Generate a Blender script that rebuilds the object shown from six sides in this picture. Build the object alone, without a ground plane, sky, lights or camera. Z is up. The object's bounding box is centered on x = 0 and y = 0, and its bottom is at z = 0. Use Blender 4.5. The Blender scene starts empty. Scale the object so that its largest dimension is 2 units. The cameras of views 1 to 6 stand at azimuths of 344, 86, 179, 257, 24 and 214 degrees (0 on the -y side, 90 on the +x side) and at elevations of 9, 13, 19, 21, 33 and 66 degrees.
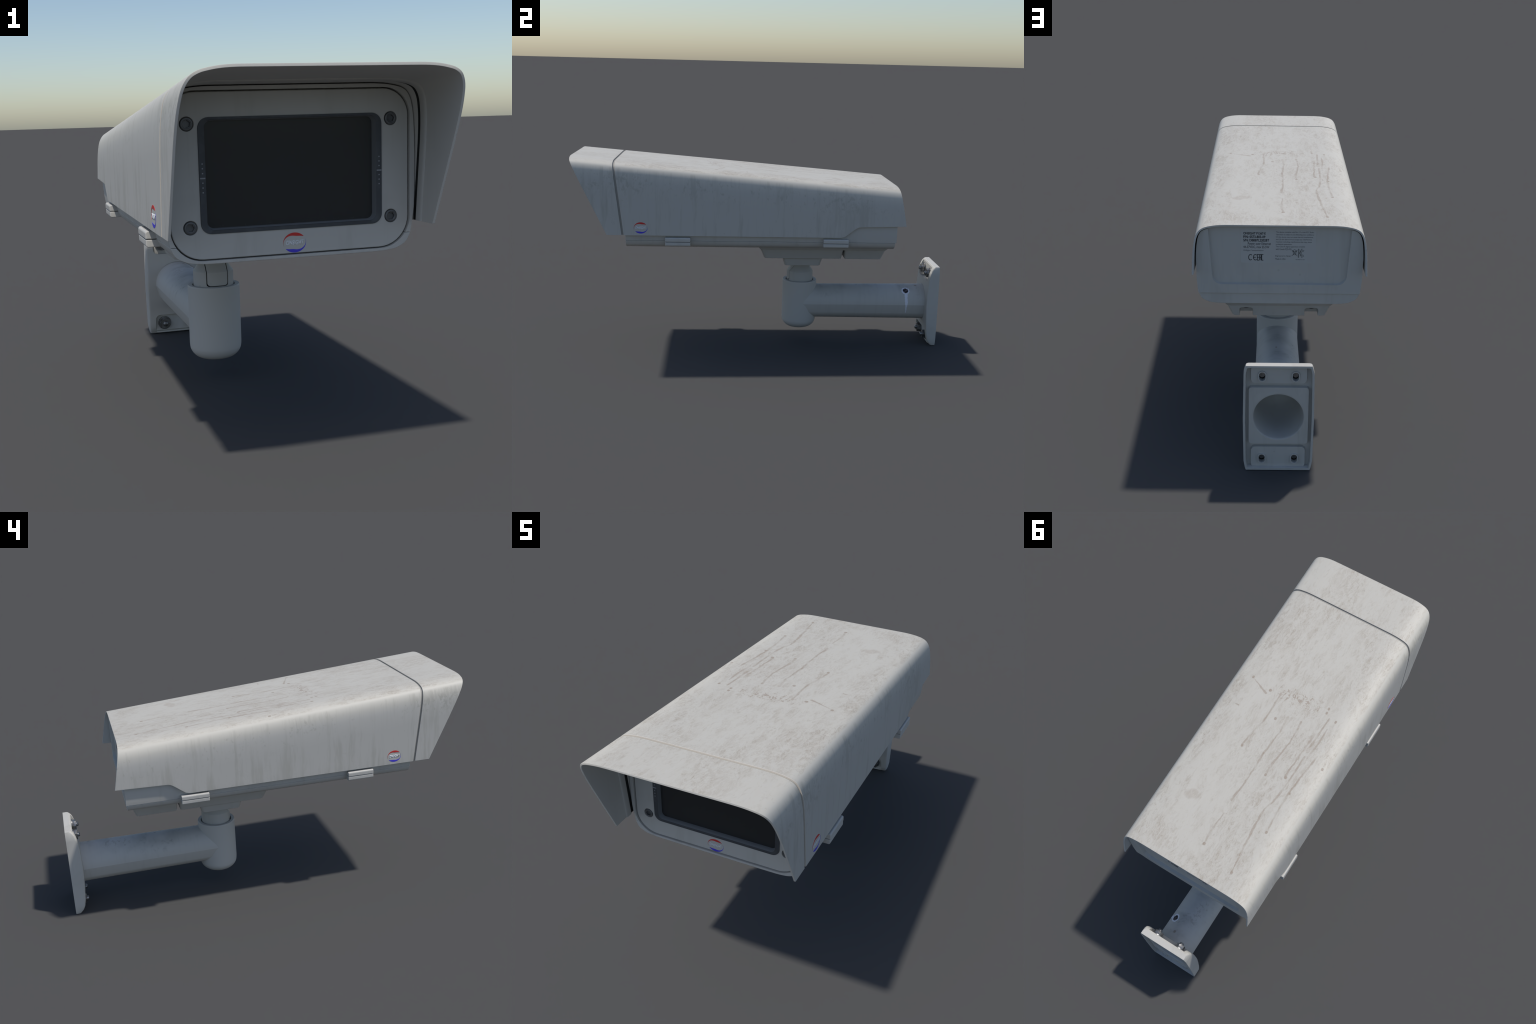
# Outdoor surveillance camera: metal sunshield over a two-part housing with a
# dark front window, four clamp latches, swivel mount, round post and wall arm.
import bpy, bmesh, math
import numpy as np
from mathutils import Vector, Matrix

# ----------------------------------------------------------------------------
# scene helpers
# ----------------------------------------------------------------------------
COL = bpy.context.scene.collection


def add_object(name, mesh, parent=None, mats=()):
    ob = bpy.data.objects.new(name, mesh)
    COL.objects.link(ob)
    ob.parent = parent
    for m in mats if isinstance(mats, (list, tuple)) else [mats]:
        ob.data.materials.append(m)
    return ob


def mesh_from(name, verts, faces):
    me = bpy.data.meshes.new(name)
    me.from_pydata([tuple(map(float, v)) for v in verts], [], faces)
    bm = bmesh.new()
    bm.from_mesh(me)
    bmesh.ops.remove_doubles(bm, verts=bm.verts, dist=1e-6)
    bmesh.ops.recalc_face_normals(bm, faces=bm.faces)
    bm.to_mesh(me)
    bm.free()
    return me


def loft(name, rings, closed=True, caps=True):
    """rings: list of equally long point lists."""
    n = len(rings[0])
    verts = [p for r in rings for p in r]
    faces = []
    for i in range(len(rings) - 1):
        for j in range(n if closed else n - 1):
            k = (j + 1) % n
            faces.append((i * n + j, i * n + k, (i + 1) * n + k, (i + 1) * n + j))
    if caps:
        faces.append(tuple(range(n))[::-1])
        faces.append(tuple((len(rings) - 1) * n + j for j in range(n)))
    return mesh_from(name, verts, faces)


def bake(ob):
    """apply the modifiers of ob"""
    dg = bpy.context.evaluated_depsgraph_get()
    dg.update()
    me = bpy.data.meshes.new_from_object(ob.evaluated_get(dg))
    mats = [m for m in ob.data.materials]
    ob.modifiers.clear()
    ob.data = me
    if len(me.materials) == 0:
        for m in mats:
            me.materials.append(m)
    return ob


def boolean(ob, cutters, op='DIFFERENCE'):
    for c in cutters:
        m = ob.modifiers.new('cut', 'BOOLEAN')
        m.object = c
        m.operation = op
        m.solver = 'EXACT'
    bake(ob)
    for c in cutters:
        bpy.data.objects.remove(c)
    return ob


def smooth(ob, angle=35):
    me = ob.data
    me.shade_smooth()
    me.set_sharp_from_angle(angle=math.radians(angle))


def bevel(ob, width, segments=2, angle=32, smooth_angle=35):
    bm = bmesh.new()
    bm.from_mesh(ob.data)
    bmesh.ops.remove_doubles(bm, verts=bm.verts, dist=2e-5)
    bmesh.ops.dissolve_degenerate(bm, edges=bm.edges, dist=1e-5)
    bm.to_mesh(ob.data)
    bm.free()
    m = ob.modifiers.new('bevel', 'BEVEL')
    m.width = width
    m.segments = segments
    m.limit_method = 'ANGLE'
    m.angle_limit = math.radians(angle)
    m.use_clamp_overlap = True
    bake(ob)
    smooth(ob, smooth_angle)
    w = ob.modifiers.new('weighted', 'WEIGHTED_NORMAL')
    w.keep_sharp = True
    w.weight = 90
    return ob


def rounded_rect(x0, x1, z0, z1, r, n=8, r_low=None):
    """corner-rounded rectangle in (x, z), counter-clockwise"""
    rl = r if r_low is None else r_low
    pts = []
    for cx, cz, rr, a0 in ((x1 - rl, z0 + rl, rl, -90), (x1 - r, z1 - r, r, 0),
                           (x0 + r, z1 - r, r, 90), (x0 + rl, z0 + rl, rl, 180)):
        for i in range(n + 1):
            a = math.radians(a0 + 90 * i / n)
            pts.append((cx + rr * math.cos(a), cz + rr * math.sin(a)))
    return pts


def prism_y(name, outline, y0, y1, parent=None, mats=()):
    me = loft(name, [[(x, y0, z) for x, z in outline], [(x, y1, z) for x, z in outline]])
    return add_object(name, me, parent, mats)


def frustum_z(name, top, bottom, r_top, r_bot, parent, mats):
    """top / bottom = (x half, y0, y1, z)"""
    rings = []
    for (hx, y0, y1, z), r in ((top, r_top), (bottom, r_bot)):
        rings.append([(x, y, z) for x, y in rounded_rect(-hx, hx, y0, y1, r, 5)])
    return add_object(name, loft(name, rings), parent, mats)


def box(name, x0, x1, y0, y1, z0, z1, parent=None, mats=()):
    return prism_y(name, [(x0, z0), (x1, z0), (x1, z1), (x0, z1)], y0, y1, parent, mats)


def revolve(name, profile, center, n=64, axis='z', caps=True):
    """profile: (radius, height) list, open ends on the axis allowed"""
    rings = []
    for r, h in profile:
        ring = []
        for i in range(n):
            a = 2 * math.pi * i / n
            c, s = max(r, 1e-5) * math.cos(a), max(r, 1e-5) * math.sin(a)
            if axis == 'z':
                ring.append((center[0] + c, center[1] + s, h))
            else:
                ring.append((center[0] + c, h, center[2] + s))
        rings.append(ring)
    return loft(name, rings, caps=caps)


def smooth_curve(ctrl, n):
    """centripetal-free Catmull-Rom through control points, resampled"""
    c = np.array(ctrl, float)
    p = np.vstack([2 * c[0] - c[1], c, 2 * c[-1] - c[-2]])
    out = []
    for i in range(1, len(p) - 2):
        for t in np.linspace(0, 1, n, endpoint=False):
            a, b, d, e = p[i - 1], p[i], p[i + 1], p[i + 2]
            out.append(0.5 * ((2 * b) + (d - a) * t + (2 * a - 5 * b + 4 * d - e) * t ** 2
                              + (3 * b - a - 3 * d + e) * t ** 3))
    out.append(c[-1])
    return np.array(out)


# ----------------------------------------------------------------------------
# node helpers
# ----------------------------------------------------------------------------
class Nodes:
    def __init__(self, name):
        self.mat = bpy.data.materials.new(name)
        self.mat.use_nodes = True
        self.t = self.mat.node_tree
        self.t.nodes.clear()
        self.out = self.t.nodes.new('ShaderNodeOutputMaterial')
        self.bsdf = self.t.nodes.new('ShaderNodeBsdfPrincipled')
        self.t.links.new(self.bsdf.outputs[0], self.out.inputs[0])
        self.pos = self.t.nodes.new('ShaderNodeTexCoord').outputs['Object']
        self._xyz = None

    def link(self, value, socket):
        if hasattr(value, 'is_output'):
            self.t.links.new(value, socket)
        elif isinstance(value, (tuple, list)) and len(value) == 3 and socket.type == 'RGBA':
            socket.default_value = (*value, 1)
        else:
            socket.default_value = value

    def math(self, op, a, b=0.0, c=None, clamp=False):
        n = self.t.nodes.new('ShaderNodeMath')
        n.operation = op
        n.use_clamp = clamp
        self.link(a, n.inputs[0])
        self.link(b, n.inputs[1])
        if c is not None:
            self.link(c, n.inputs[2])
        return n.outputs[0]

    def mul(self, a, b): return self.math('MULTIPLY', a, b)
    def add(self, a, b): return self.math('ADD', a, b)
    def sub(self, a, b): return self.math('SUBTRACT', a, b)
    def mx(self, a, b): return self.math('MAXIMUM', a, b)

    @property
    def xyz(self):
        if self._xyz is None:
            n = self.t.nodes.new('ShaderNodeSeparateXYZ')
            self.link(self.pos, n.inputs[0])
            self._xyz = n.outputs
        return self._xyz

    def combine(self, x, y, z=0.0):
        n = self.t.nodes.new('ShaderNodeCombineXYZ')
        for v, s in zip((x, y, z), n.inputs):
            self.link(v, s)
        return n.outputs[0]

    def ramp(self, v, lo, hi, out0=0.0, out1=1.0, smoothstep=True):
        n = self.t.nodes.new('ShaderNodeMapRange')
        n.interpolation_type = 'SMOOTHSTEP' if smoothstep else 'LINEAR'
        n.clamp = True
        self.link(v, n.inputs['Value'])
        for k, x in zip(('From Min', 'From Max', 'To Min', 'To Max'), (lo, hi, out0, out1)):
            n.inputs[k].default_value = x
        return n.outputs[0]

    def noise(self, scale, vec=None, stretch=(1, 1, 1), detail=5, rough=.55, dist=0.0, shift=(0, 0, 0)):
        m = self.t.nodes.new('ShaderNodeMapping')
        self.link(vec if vec is not None else self.pos, m.inputs['Vector'])
        m.inputs['Scale'].default_value = stretch
        m.inputs['Location'].default_value = shift
        n = self.t.nodes.new('ShaderNodeTexNoise')
        self.link(m.outputs[0], n.inputs['Vector'])
        n.inputs['Scale'].default_value = scale
        n.inputs['Detail'].default_value = detail
        n.inputs['Roughness'].default_value = rough
        n.inputs['Distortion'].default_value = dist
        return n.outputs['Fac']

    def cells(self, scale, vec=None, stretch=(1, 1, 1), feature='F1', shift=(0, 0, 0)):
        m = self.t.nodes.new('ShaderNodeMapping')
        self.link(vec if vec is not None else self.pos, m.inputs['Vector'])
        m.inputs['Scale'].default_value = stretch
        m.inputs['Location'].default_value = shift
        n = self.t.nodes.new('ShaderNodeTexVoronoi')
        n.feature = feature
        self.link(m.outputs[0], n.inputs['Vector'])
        n.inputs['Scale'].default_value = scale
        return n.outputs['Distance']

    def mix(self, fac, a, b):
        n = self.t.nodes.new('ShaderNodeMix')
        n.data_type = 'RGBA'
        self.link(fac, n.inputs[0])
        self.link(a, n.inputs[6])
        self.link(b, n.inputs[7])
        return n.outputs[2]

    def normal(self):
        n = self.t.nodes.new('ShaderNodeNewGeometry')
        s = self.t.nodes.new('ShaderNodeSeparateXYZ')
        self.link(n.outputs['Normal'], s.inputs[0])
        return s.outputs

    def segment(self, a, b, wa, wb, vec):
        """soft mask of a tapering line from a to b in the plane of vec (x, y)"""
        ax, ay = a
        dx, dy = b[0] - ax, b[1] - ay
        L2 = dx * dx + dy * dy
        rel = self.t.nodes.new('ShaderNodeVectorMath')
        rel.operation = 'SUBTRACT'
        self.link(vec, rel.inputs[0])
        rel.inputs[1].default_value = (ax, ay, 0)
        dot = self.t.nodes.new('ShaderNodeVectorMath')
        dot.operation = 'DOT_PRODUCT'
        self.link(rel.outputs[0], dot.inputs[0])
        dot.inputs[1].default_value = (dx / L2, dy / L2, 0)
        t = self.math('ADD', dot.outputs['Value'], 0.0, clamp=True)
        sc = self.t.nodes.new('ShaderNodeVectorMath')
        sc.operation = 'SCALE'
        sc.inputs[0].default_value = (dx, dy, 0)
        self.link(t, sc.inputs['Scale'])
        dist = self.t.nodes.new('ShaderNodeVectorMath')
        dist.operation = 'DISTANCE'
        self.link(rel.outputs[0], dist.inputs[0])
        self.link(sc.outputs[0], dist.inputs[1])
        w = self.math('MULTIPLY_ADD', t, wb - wa, wa)
        return self.math('SUBTRACT', 1.0, self.math('DIVIDE', dist.outputs['Value'], w), clamp=True)

    def bump(self, height, strength=.2, distance=.002):
        n = self.t.nodes.new('ShaderNodeBump')
        n.inputs['Strength'].default_value = strength
        n.inputs['Distance'].default_value = distance
        self.link(height, n.inputs['Height'])
        self.t.links.new(n.outputs[0], self.bsdf.inputs['Normal'])

    def finish(self, color, rough=.55, metal=0.0, spec=.3):
        self.link(color, self.bsdf.inputs['Base Color'])
        self.link(rough, self.bsdf.inputs['Roughness'])
        self.link(metal, self.bsdf.inputs['Metallic'])
        self.bsdf.inputs['Specular IOR Level'].default_value = spec
        return self.mat


def plain(name, color, rough=.5, metal=0.0, spec=.3):
    return Nodes(name).finish(color, rough, metal, spec)


PAINT = (.500, .487, .458)
BEIGE = (.285, .232, .178)
OLIVE = (.26, .25, .205)


def roof_paint():
    """off-white powder coat seen from above: water marks, dirty runs, dried splashes.
    All marks fade out where the sheet turns over into the sides (see side_paint)."""
    g = Nodes('weathered_roof_paint')
    x, y, z = g.xyz
    n = g.normal()
    top = g.ramp(n[2], .74, .93)
    # --- top: drawn-out water marks
    warp = g.noise(9, stretch=(1, .6, 1), detail=3)
    wx = g.add(x, g.mul(g.sub(warp, .5), .03))
    plane = g.combine(wx, y, 0.0)
    veins = g.noise(22, plane, (1, .30, 1), 10, .72, .9)
    veins2 = g.noise(80, plane, (1, .42, 1), 8, .66, .9, (4, 1, 0))
    patch = g.noise(4.5, plane, (1, .7, 1), 4, .55, .5, (2, 7, 0))
    film = g.ramp(g.add(veins, g.mul(g.sub(patch, .5), .30)), .44, .60)
    blot = g.ramp(g.add(veins2, g.mul(g.sub(patch, .5), .22)), .50, .60)
    pale = g.ramp(g.math('ABSOLUTE', g.sub(g.noise(20, plane, (1, .3, 1), 6, .6, 1.6, (9, 3, 0)), .5)), 0.0, .035, 1, 0)
    netv = g.combine(g.add(wx, g.mul(g.sub(veins2, .5), .05)), g.add(y, g.mul(g.sub(veins, .5), .10)), 0.0)
    net = g.ramp(g.cells(21, netv, (1, .32, 1), 'DISTANCE_TO_EDGE', (3, 1, 0)), .015, .13)
    speck = g.ramp(g.noise(150, None, (1, .7, 1), 2, .5), .70, .80)
    top_fac = g.add(g.mul(film, .21), g.mul(blot, .16))
    crackle = g.ramp(g.noise(150, plane, (1, .7, 1), 5, .65, .7, (5, 5, 2)), .52, .60)
    top_fac = g.add(top_fac, g.mul(g.mul(crackle, .15), g.ramp(patch, .36, .56)))
    top_fac = g.mul(g.mul(top_fac, g.math('MULTIPLY_ADD', net, .65, .45)), g.math('SUBTRACT', 1.0, g.mul(pale, .6)))
    # residue ring lines in the blotchy areas
    ring = g.ramp(g.math('ABSOLUTE', g.sub(veins2, .565)), 0.0, .012, 1, 0)
    top_fac = g.add(top_fac, g.mul(ring, g.mul(g.ramp(patch, .42, .56), .30)))
    # runs of dirty water with a drop at their end
    wob = g.noise(30, stretch=(1, .6, 1), detail=3)
    lineplane = g.combine(g.add(x, g.mul(g.sub(wob, .5), .014)), y, 0.0)
    runs = [
        [(-.190, .609), (-.167, .397), (-.161, .289), (-.180, .223), (-.187, .107), (-.19, -.02)],
        [(-.229, .373), (-.217, .259), (-.219, .167), (-.225, .085), (-.24, -.05)],
        [(-.008, .330), (-.018, .206), (-.014, .060), (-.024, -.06), (-.02, -.15)],
        [(-.080, .142), (-.076, .085), (-.092, -.039), (-.085, -.16)],
        [(.097, .074), (.084, -.008), (.071, -.097), (.075, -.24)],
        [(-.164, .105), (-.161, .061), (-.173, -.139)],
        [(-.013, .560), (-.007, .500), (-.012, .40)],
        [(-.184, -.05), (-.192, -.24)],
        [(-.205, -.02), (-.212, -.19)],
        [(.233, -.244), (.14, -.205)],
        [(.241, -.087), (.222, -.087)],
    ]
    streak = 0.0
    for k, run in enumerate(runs):
        m = len(run) - 1
        for i in range(m):
            thin = .45 if k > 8 else 1.0
            w0, w1 = thin * (.0045 + .005 * math.sin(2.1 * k + 1.7 * i) ** 2), .0045 + .005 * math.sin(2.1 * k + 1.7 * (i + 1)) ** 2
            streak = g.mx(streak, g.segment(run[i], run[i + 1], w0, w1, lineplane))
    patchy = g.ramp(g.noise(26, plane, (1, .5, 1), 4, .6, 0, (3, 3, 1)), .36, .58, .34, 1)
    streak = g.mul(g.ramp(g.sub(streak, g.mul(g.noise(70, plane, (1, .5, 1), 3, .6, 0, (6, 6, 3)), .75)), -.25, .30), g.mul(patchy, g.math('GREATER_THAN', streak, 0.0)))
    drops = 0.0
    for i, d in enumerate([(.027, -.117), (.097, .076), (-.014, .059), (-.080, .145), (-.166, .110), (-.219, .167),
                           (-.229, .376), (-.190, .612), (-.013, .563), (-.287, -.012), (-.228, -.243),
                           (-.161, -.262), (-.161, -.285), (.13, -.23), (.24, -.25)]):
        r = .0085 if i not in (2, 5) else .006
        drops = g.mx(drops, g.segment(d, (d[0], d[1] + .004), r, r, plane))
    drops = g.ramp(drops, .1, .5)
    # dried splash field about a third of the way back
    splash_w = g.segment((.06, -.250), (-.11, -.264), .062, .050, lineplane)
    splat = g.noise(62, plane, (1, .7, 1), 4, .6, 1.2, (1, 5, 2))
    splash = g.ramp(g.add(splat, g.mul(splash_w, .12)), .62, .68)
    splash_ring = g.ramp(g.math('ABSOLUTE', g.sub(g.noise(36, plane, (1, .8, 1), 2, .5, .6, (6, 2, 2)), .56)), 0.0, .012, 1, 0)
    splash = g.mul(g.mx(splash, g.mul(splash_ring, .6)), g.ramp(splash_w, .05, .45))
    mark = g.mx(g.mul(streak, .50), g.mx(g.mul(drops, .62), g.mul(splash, .55)))
    blob = g.mul(g.ramp(g.segment((.175, .405), (.158, .392), .034, .034, g.combine(g.add(x, g.mul(g.sub(wob, .5), .05)), g.add(y, g.mul(g.sub(warp, .5), .03)))), .15, .55), .26)
    blob = g.mul(blob, g.ramp(veins2, .40, .5, .4, 1))
    mark = g.mx(mark, blob)
    depth = g.sub(g.math('MULTIPLY_ADD', y, -.0783, .978), z)       # distance below the roof line
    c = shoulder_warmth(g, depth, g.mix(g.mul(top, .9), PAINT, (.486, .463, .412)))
    c = g.mix(g.mul(g.add(top_fac, g.mul(speck, .12)), top), c, BEIGE)
    c = g.mix(g.mul(mark, top), c, (.250, .182, .130))
    c = g.mix(g.mul(pale, g.mul(top, .12)), c, (.53, .525, .505))
    g.bump(g.noise(260, detail=2), .06, .0008)
    return g.finish(c, .52, 0, .32)


def shoulder_warmth(g, depth, base):  # highlight along the shoulder bend, painted as a warmer, brighter band
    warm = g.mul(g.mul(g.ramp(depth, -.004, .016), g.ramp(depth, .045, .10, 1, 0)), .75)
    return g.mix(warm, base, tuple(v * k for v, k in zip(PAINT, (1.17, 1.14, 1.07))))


def side_paint():
    """the same coat on the flanks: vertical rain marks, a stained shoulder, a few long runs"""
    g = Nodes('weathered_side_paint')
    x, y, z = g.xyz
    n = g.normal()
    side = g.ramp(n[2], .46, .70, 1, 0)
    drop_y = g.add(y, g.mul(g.sub(g.noise(7, detail=3), .5), .02))
    sv = g.combine(drop_y, z, g.math('SIGN', x))
    rain = g.noise(26, sv, (1, .08, 1), 6, .65, .3)
    zone = g.noise(3.2, sv, (1, 1.1, 1), 3, .5, 0, (5, 2, 0))
    rain = g.mul(g.ramp(g.add(rain, g.mul(g.sub(zone, .5), .5)), .48, .68), .27)
    fine = g.mul(g.ramp(g.noise(60, sv, (1, .06, 1), 4, .6, .2, (3, 1, 0)), .5, .7), .09)
    depth = g.sub(g.math('MULTIPLY_ADD', y, -.0783, .978), z)       # distance below the roof line
    shoulder = g.mul(g.ramp(depth, .03, .075), g.ramp(depth, .10, .21, 1, 0))
    stain = g.ramp(g.add(g.noise(55, sv, (1, .6, 1), 8, .72, .5, (2, 8, 0)), g.mul(g.sub(zone, .5), .5)), .50, .66)
    stain = g.mul(g.mul(stain, shoulder), .40)
    thread = g.ramp(g.math('ABSOLUTE', g.sub(g.noise(11, sv, (1, 1, 1), 3, .55, 1.5, (7, 7, 3)), .5)), 0.0, .006, 1, 0)
    thread = g.mul(g.mul(thread, g.ramp(zone, .50, .60)), .28)
    spots = g.mul(g.ramp(g.cells(12, sv, (1, 1, 1)), .06, .09, 1, 0), .16)
    spots = g.mul(spots, g.ramp(g.noise(5, sv, detail=1, shift=(1, 4, 4)), .5, .6))
    # the runs that stand out on each side
    sx = g.math('SIGN', x)
    longrun = 0.0
    for sgn, items in ((-1, [(.262, .92, .68, .012), (.153, .92, .69, .012), (.093, .95, .69, .015), (.02, .90, .70, .011),
                             (-.018, .90, .69, .014), (-.061, .88, .77, .010), (-.226, .985, .87, .0048),
                             (-.396, .91, .86, .0048), (-.84, 1.0, .76, .012)]),
                       (1, [(.12, .86, .68, .010), (.18, .84, .68, .012), (.292, .84, .68, .012), (.361, .86, .68, .012),
                            (.399, .87, .68, .012), (.442, .86, .76, .010), (-.397, .985, .865, .0048),
                            (-.646, .985, .95, .008), (.603, .91, .865, .0045), (-.56, .87, .73, .012), (-.62, .86, .75, .012), (-.80, .92, .72, .012)])):
        sel = 0.0
        for yy, z1, z0, w in items:
            sel = g.mx(sel, g.mul(g.ramp(g.segment((yy, z1), (yy + .004, z0), w, w * .8, sv), .05, .8),   .60 if w < .006 else .66))
        longrun = g.add(longrun, g.mul(sel, g.math('GREATER_THAN', g.mul(sx, sgn), 0.0)))
    longrun = g.mul(longrun, g.ramp(g.noise(30, sv, (1, .4, 1), 3, .6, 0, (8, 8, 1)), .34, .52, .45, 1))
    side_all = g.mul(g.mx(g.mx(g.add(rain, fine), stain), g.mx(g.mx(thread, spots), longrun)), side)
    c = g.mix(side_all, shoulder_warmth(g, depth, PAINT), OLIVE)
    g.bump(g.noise(260, detail=2), .06, .0008)
    return g.finish(c, .52, 0, .32)


def body_paint(name='housing_paint', tone=1.0, dirt=.14):
    g = Nodes(name)
    x, y, z = g.xyz
    rain = g.ramp(g.noise(22, None, (1, 1, .09), 6, .65, .4), .50, .72)
    cloud = g.ramp(g.noise(7, None, (1, 1, 1), 5, .6, .5, (3, 2, 1)), .48, .70)
    spots = g.mul(g.ramp(g.cells(14), .05, .08, 1, 0), g.ramp(g.noise(6, detail=1), .5, .6))
    f = g.mx(g.add(g.mul(rain, dirt), g.mul(cloud, dirt * .7)), g.mul(spots, .2))
    base = tuple(v * tone for v in PAINT)
    g.bump(g.noise(260, detail=2), .06, .0008)
    return g.finish(g.mix(f, base, OLIVE), .5, 0, .32)


def arm_paint():
    """post and arm: rusty grime along the top, fine rain marks round the tube,
    and a chipped hole on the +x flank with a run of bare pale paint below"""
    g = Nodes('arm_paint')
    x, y, z = g.xyz
    n = g.normal()
    up = g.ramp(n[2], .35, .95)
    ang = g.math('ARCTAN2', g.sub(z, .2265), x)          # angle round the tube
    tube = g.combine(y, g.mul(ang, .1), 0.0)
    grime = g.ramp(g.noise(34, tube, (1, .8, 1), 8, .72, .8), .50, .72)
    rings = g.ramp(g.noise(40, tube, (1, .10, 1), 5, .6, .3), .48, .70)
    zone = g.ramp(g.noise(6, tube, (1, 1, 1), 3, .5, 0, (3, 1, 0)), .40, .62)
    armside = g.ramp(y, .30, .36)
    darktop = g.mul(g.mul(up, zone), .28)
    f = g.add(g.mul(g.mul(grime, g.mul(zone, .40)), g.ramp(n[2], -.1, .7)), g.add(g.mul(rings, .09), darktop))
    f = g.mul(f, armside)
    cl = g.segment((.80, .178), (.72, .185), .07, .05, tube)
    rust = g.ramp(g.add(g.noise(58, tube, (1, 1, 1), 4, .6, 1.0, (2, 2, 2)), g.mul(cl, .12)), .62, .70)
    rust = g.mul(g.mul(rust, g.ramp(cl, .05, .4)), .28)
    dots = g.mx(g.segment((.891, .135), (.893, .135), .009, .009, tube), g.segment((.552, .15), (.556, .15), .006, .006, tube))
    rust = g.mx(rust, g.mul(g.ramp(dots, .1, .5), .6))
    base = tuple(v * 1.02 for v in PAINT)
    c = g.mix(f, base, (.20, .20, .185))
    c = g.mix(rust, c, (.20, .15, .11))
    # chipped hole
    jag = g.noise(85, tube, detail=3, rough=.6)
    ty = g.add(y, g.mul(g.sub(jag, .5), .012))
    tv = g.combine(ty, g.add(g.mul(ang, .1), g.mul(g.sub(jag, .5), .010)), 0.0)
    rim = g.ramp(g.segment((.829, .088), (.829, .087), .026, .026, tv), .08, .14)
    run = g.ramp(g.mx(g.segment((.829, .074), (.831, .012), .0095, .0095, tv),
                      g.segment((.831, .012), (.8305, -.052), .0085, .0015, tv)), .08, .2)
    hole = g.ramp(g.segment((.829, .088), (.829, .087), .0175, .0175, tv), .06, .16)
    chip = g.mx(rim, run)
    right = g.math('GREATER_THAN', x, 0.0)
    chip = g.mul(g.mul(chip, right), g.ramp(y, .77, .78))
    hole = g.mul(g.mul(hole, right), g.ramp(y, .77, .78))
    c = g.mix(chip, c, (.72, .73, .80))
    inner = g.mix(g.ramp(g.noise(120, tube, detail=2), .48, .60), (.012, .010, .012), (.12, .10, .11))
    c = g.mix(hole, c, inner)
    g.bump(g.sub(g.noise(260, detail=2), g.mul(hole, 2.0)), .08, .001)
    return g.finish(c, .55, 0, .28)


def steel():
    g = Nodes('zinc_steel')
    s = g.noise(60, detail=4)
    return g.finish(g.mix(g.ramp(s, .4, .65), (.30, .30, .305), (.15, .147, .14)), g.ramp(s, .3, .7, .28, .5), .85, .5)


def window_glass():
    g = Nodes('smoked_window')
    x, y, z = g.xyz
    haze = g.ramp(z, .86, .95)  # faint haze on the upper glass, drawn as a paler tint
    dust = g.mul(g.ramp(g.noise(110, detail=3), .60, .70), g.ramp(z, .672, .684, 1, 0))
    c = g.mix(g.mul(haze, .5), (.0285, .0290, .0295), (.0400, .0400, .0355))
    c = g.mix(g.mul(dust, .35), c, (.10, .11, .12))
    return g.finish(c, .32, 0, .28)


def frame_plastic():
    g = Nodes('dark_frame_plastic')
    return g.finish(g.mix(g.ramp(g.noise(40, detail=4), .45, .65), (.056, .061, .068), (.068, .073, .080)), .5, 0, .4)


M_ROOF = roof_paint()
M_SIDE = side_paint()
M_BODY = body_paint()
M_EDGE = plain('edge_sunlight_tint', (.60, .555, .49), .5)
M_INNER = body_paint('shield_inside_paint', 1.12, .05)
M_BASE = body_paint('casting_paint', .95, .12)
M_ARM = arm_paint()
M_PLATE = body_paint('wall_plate_paint', 1.02, .16)
M_STEEL = steel()
M_SCREW = plain('dark_screw', (.125, .128, .13), .42, .4, .5)
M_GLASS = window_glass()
M_FRAME = frame_plastic()
M_CHAMFER = plain('grey_chamfer', (.19, .20, .21), .5)
M_TICK = plain('pale_print', (.30, .31, .33), .6)
M_RED = plain('red_print', (.58, .040, .036), .5)
M_BLUE = plain('blue_print', (.070, .058, .60), .5)
M_WORD = plain('white_print', (.74, .76, .80), .5)
M_INK = plain('dark_ink', (.035, .037, .04), .6)
M_INK_SOFT = plain('grey_ink', (.15, .155, .16), .6)
M_LABEL = plain('label_film', (.50, .495, .475), .42)
M_GROOVE = plain('dark_groove', (.33, .32, .295), .7)
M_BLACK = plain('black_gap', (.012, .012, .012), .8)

# ----------------------------------------------------------------------------
# root
# ----------------------------------------------------------------------------
root = bpy.data.objects.new('security_camera', None)
COL.objects.link(root)
root['label'] = 'weathered off-white outdoor surveillance camera on a wall bracket arm'
root['category'] = 'security camera'

# ----------------------------------------------------------------------------
# sunshield: one folded sheet section, cut by three slanted planes
# ----------------------------------------------------------------------------
SLOPE = .0783


def roof(y):
    return 1.056 - SLOPE * (y + 1.0)


# half section: x against depth below the roof line
SHOULDER = [(.190, 0.0), (.222, .0003), (.252, .002), (.279, .006), (.302, .0120), (.321, .0240), (.3345, .0470),
            (.3415, .080), (.345, .120), (.3465, .165)]


def half_section(inset=0.0, n=4):
    c = smooth_curve(SHOULDER, n)
    c = np.vstack([[(0, 0), (.07, 0), (.13, 0)], c])
    t = np.gradient(c, axis=0)
    t /= np.linalg.norm(t, axis=1)[:, None]
    nrm = np.stack([-t[:, 1], t[:, 0]], 1)      # towards inside (x smaller, depth larger)
    return c + nrm * inset


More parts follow.
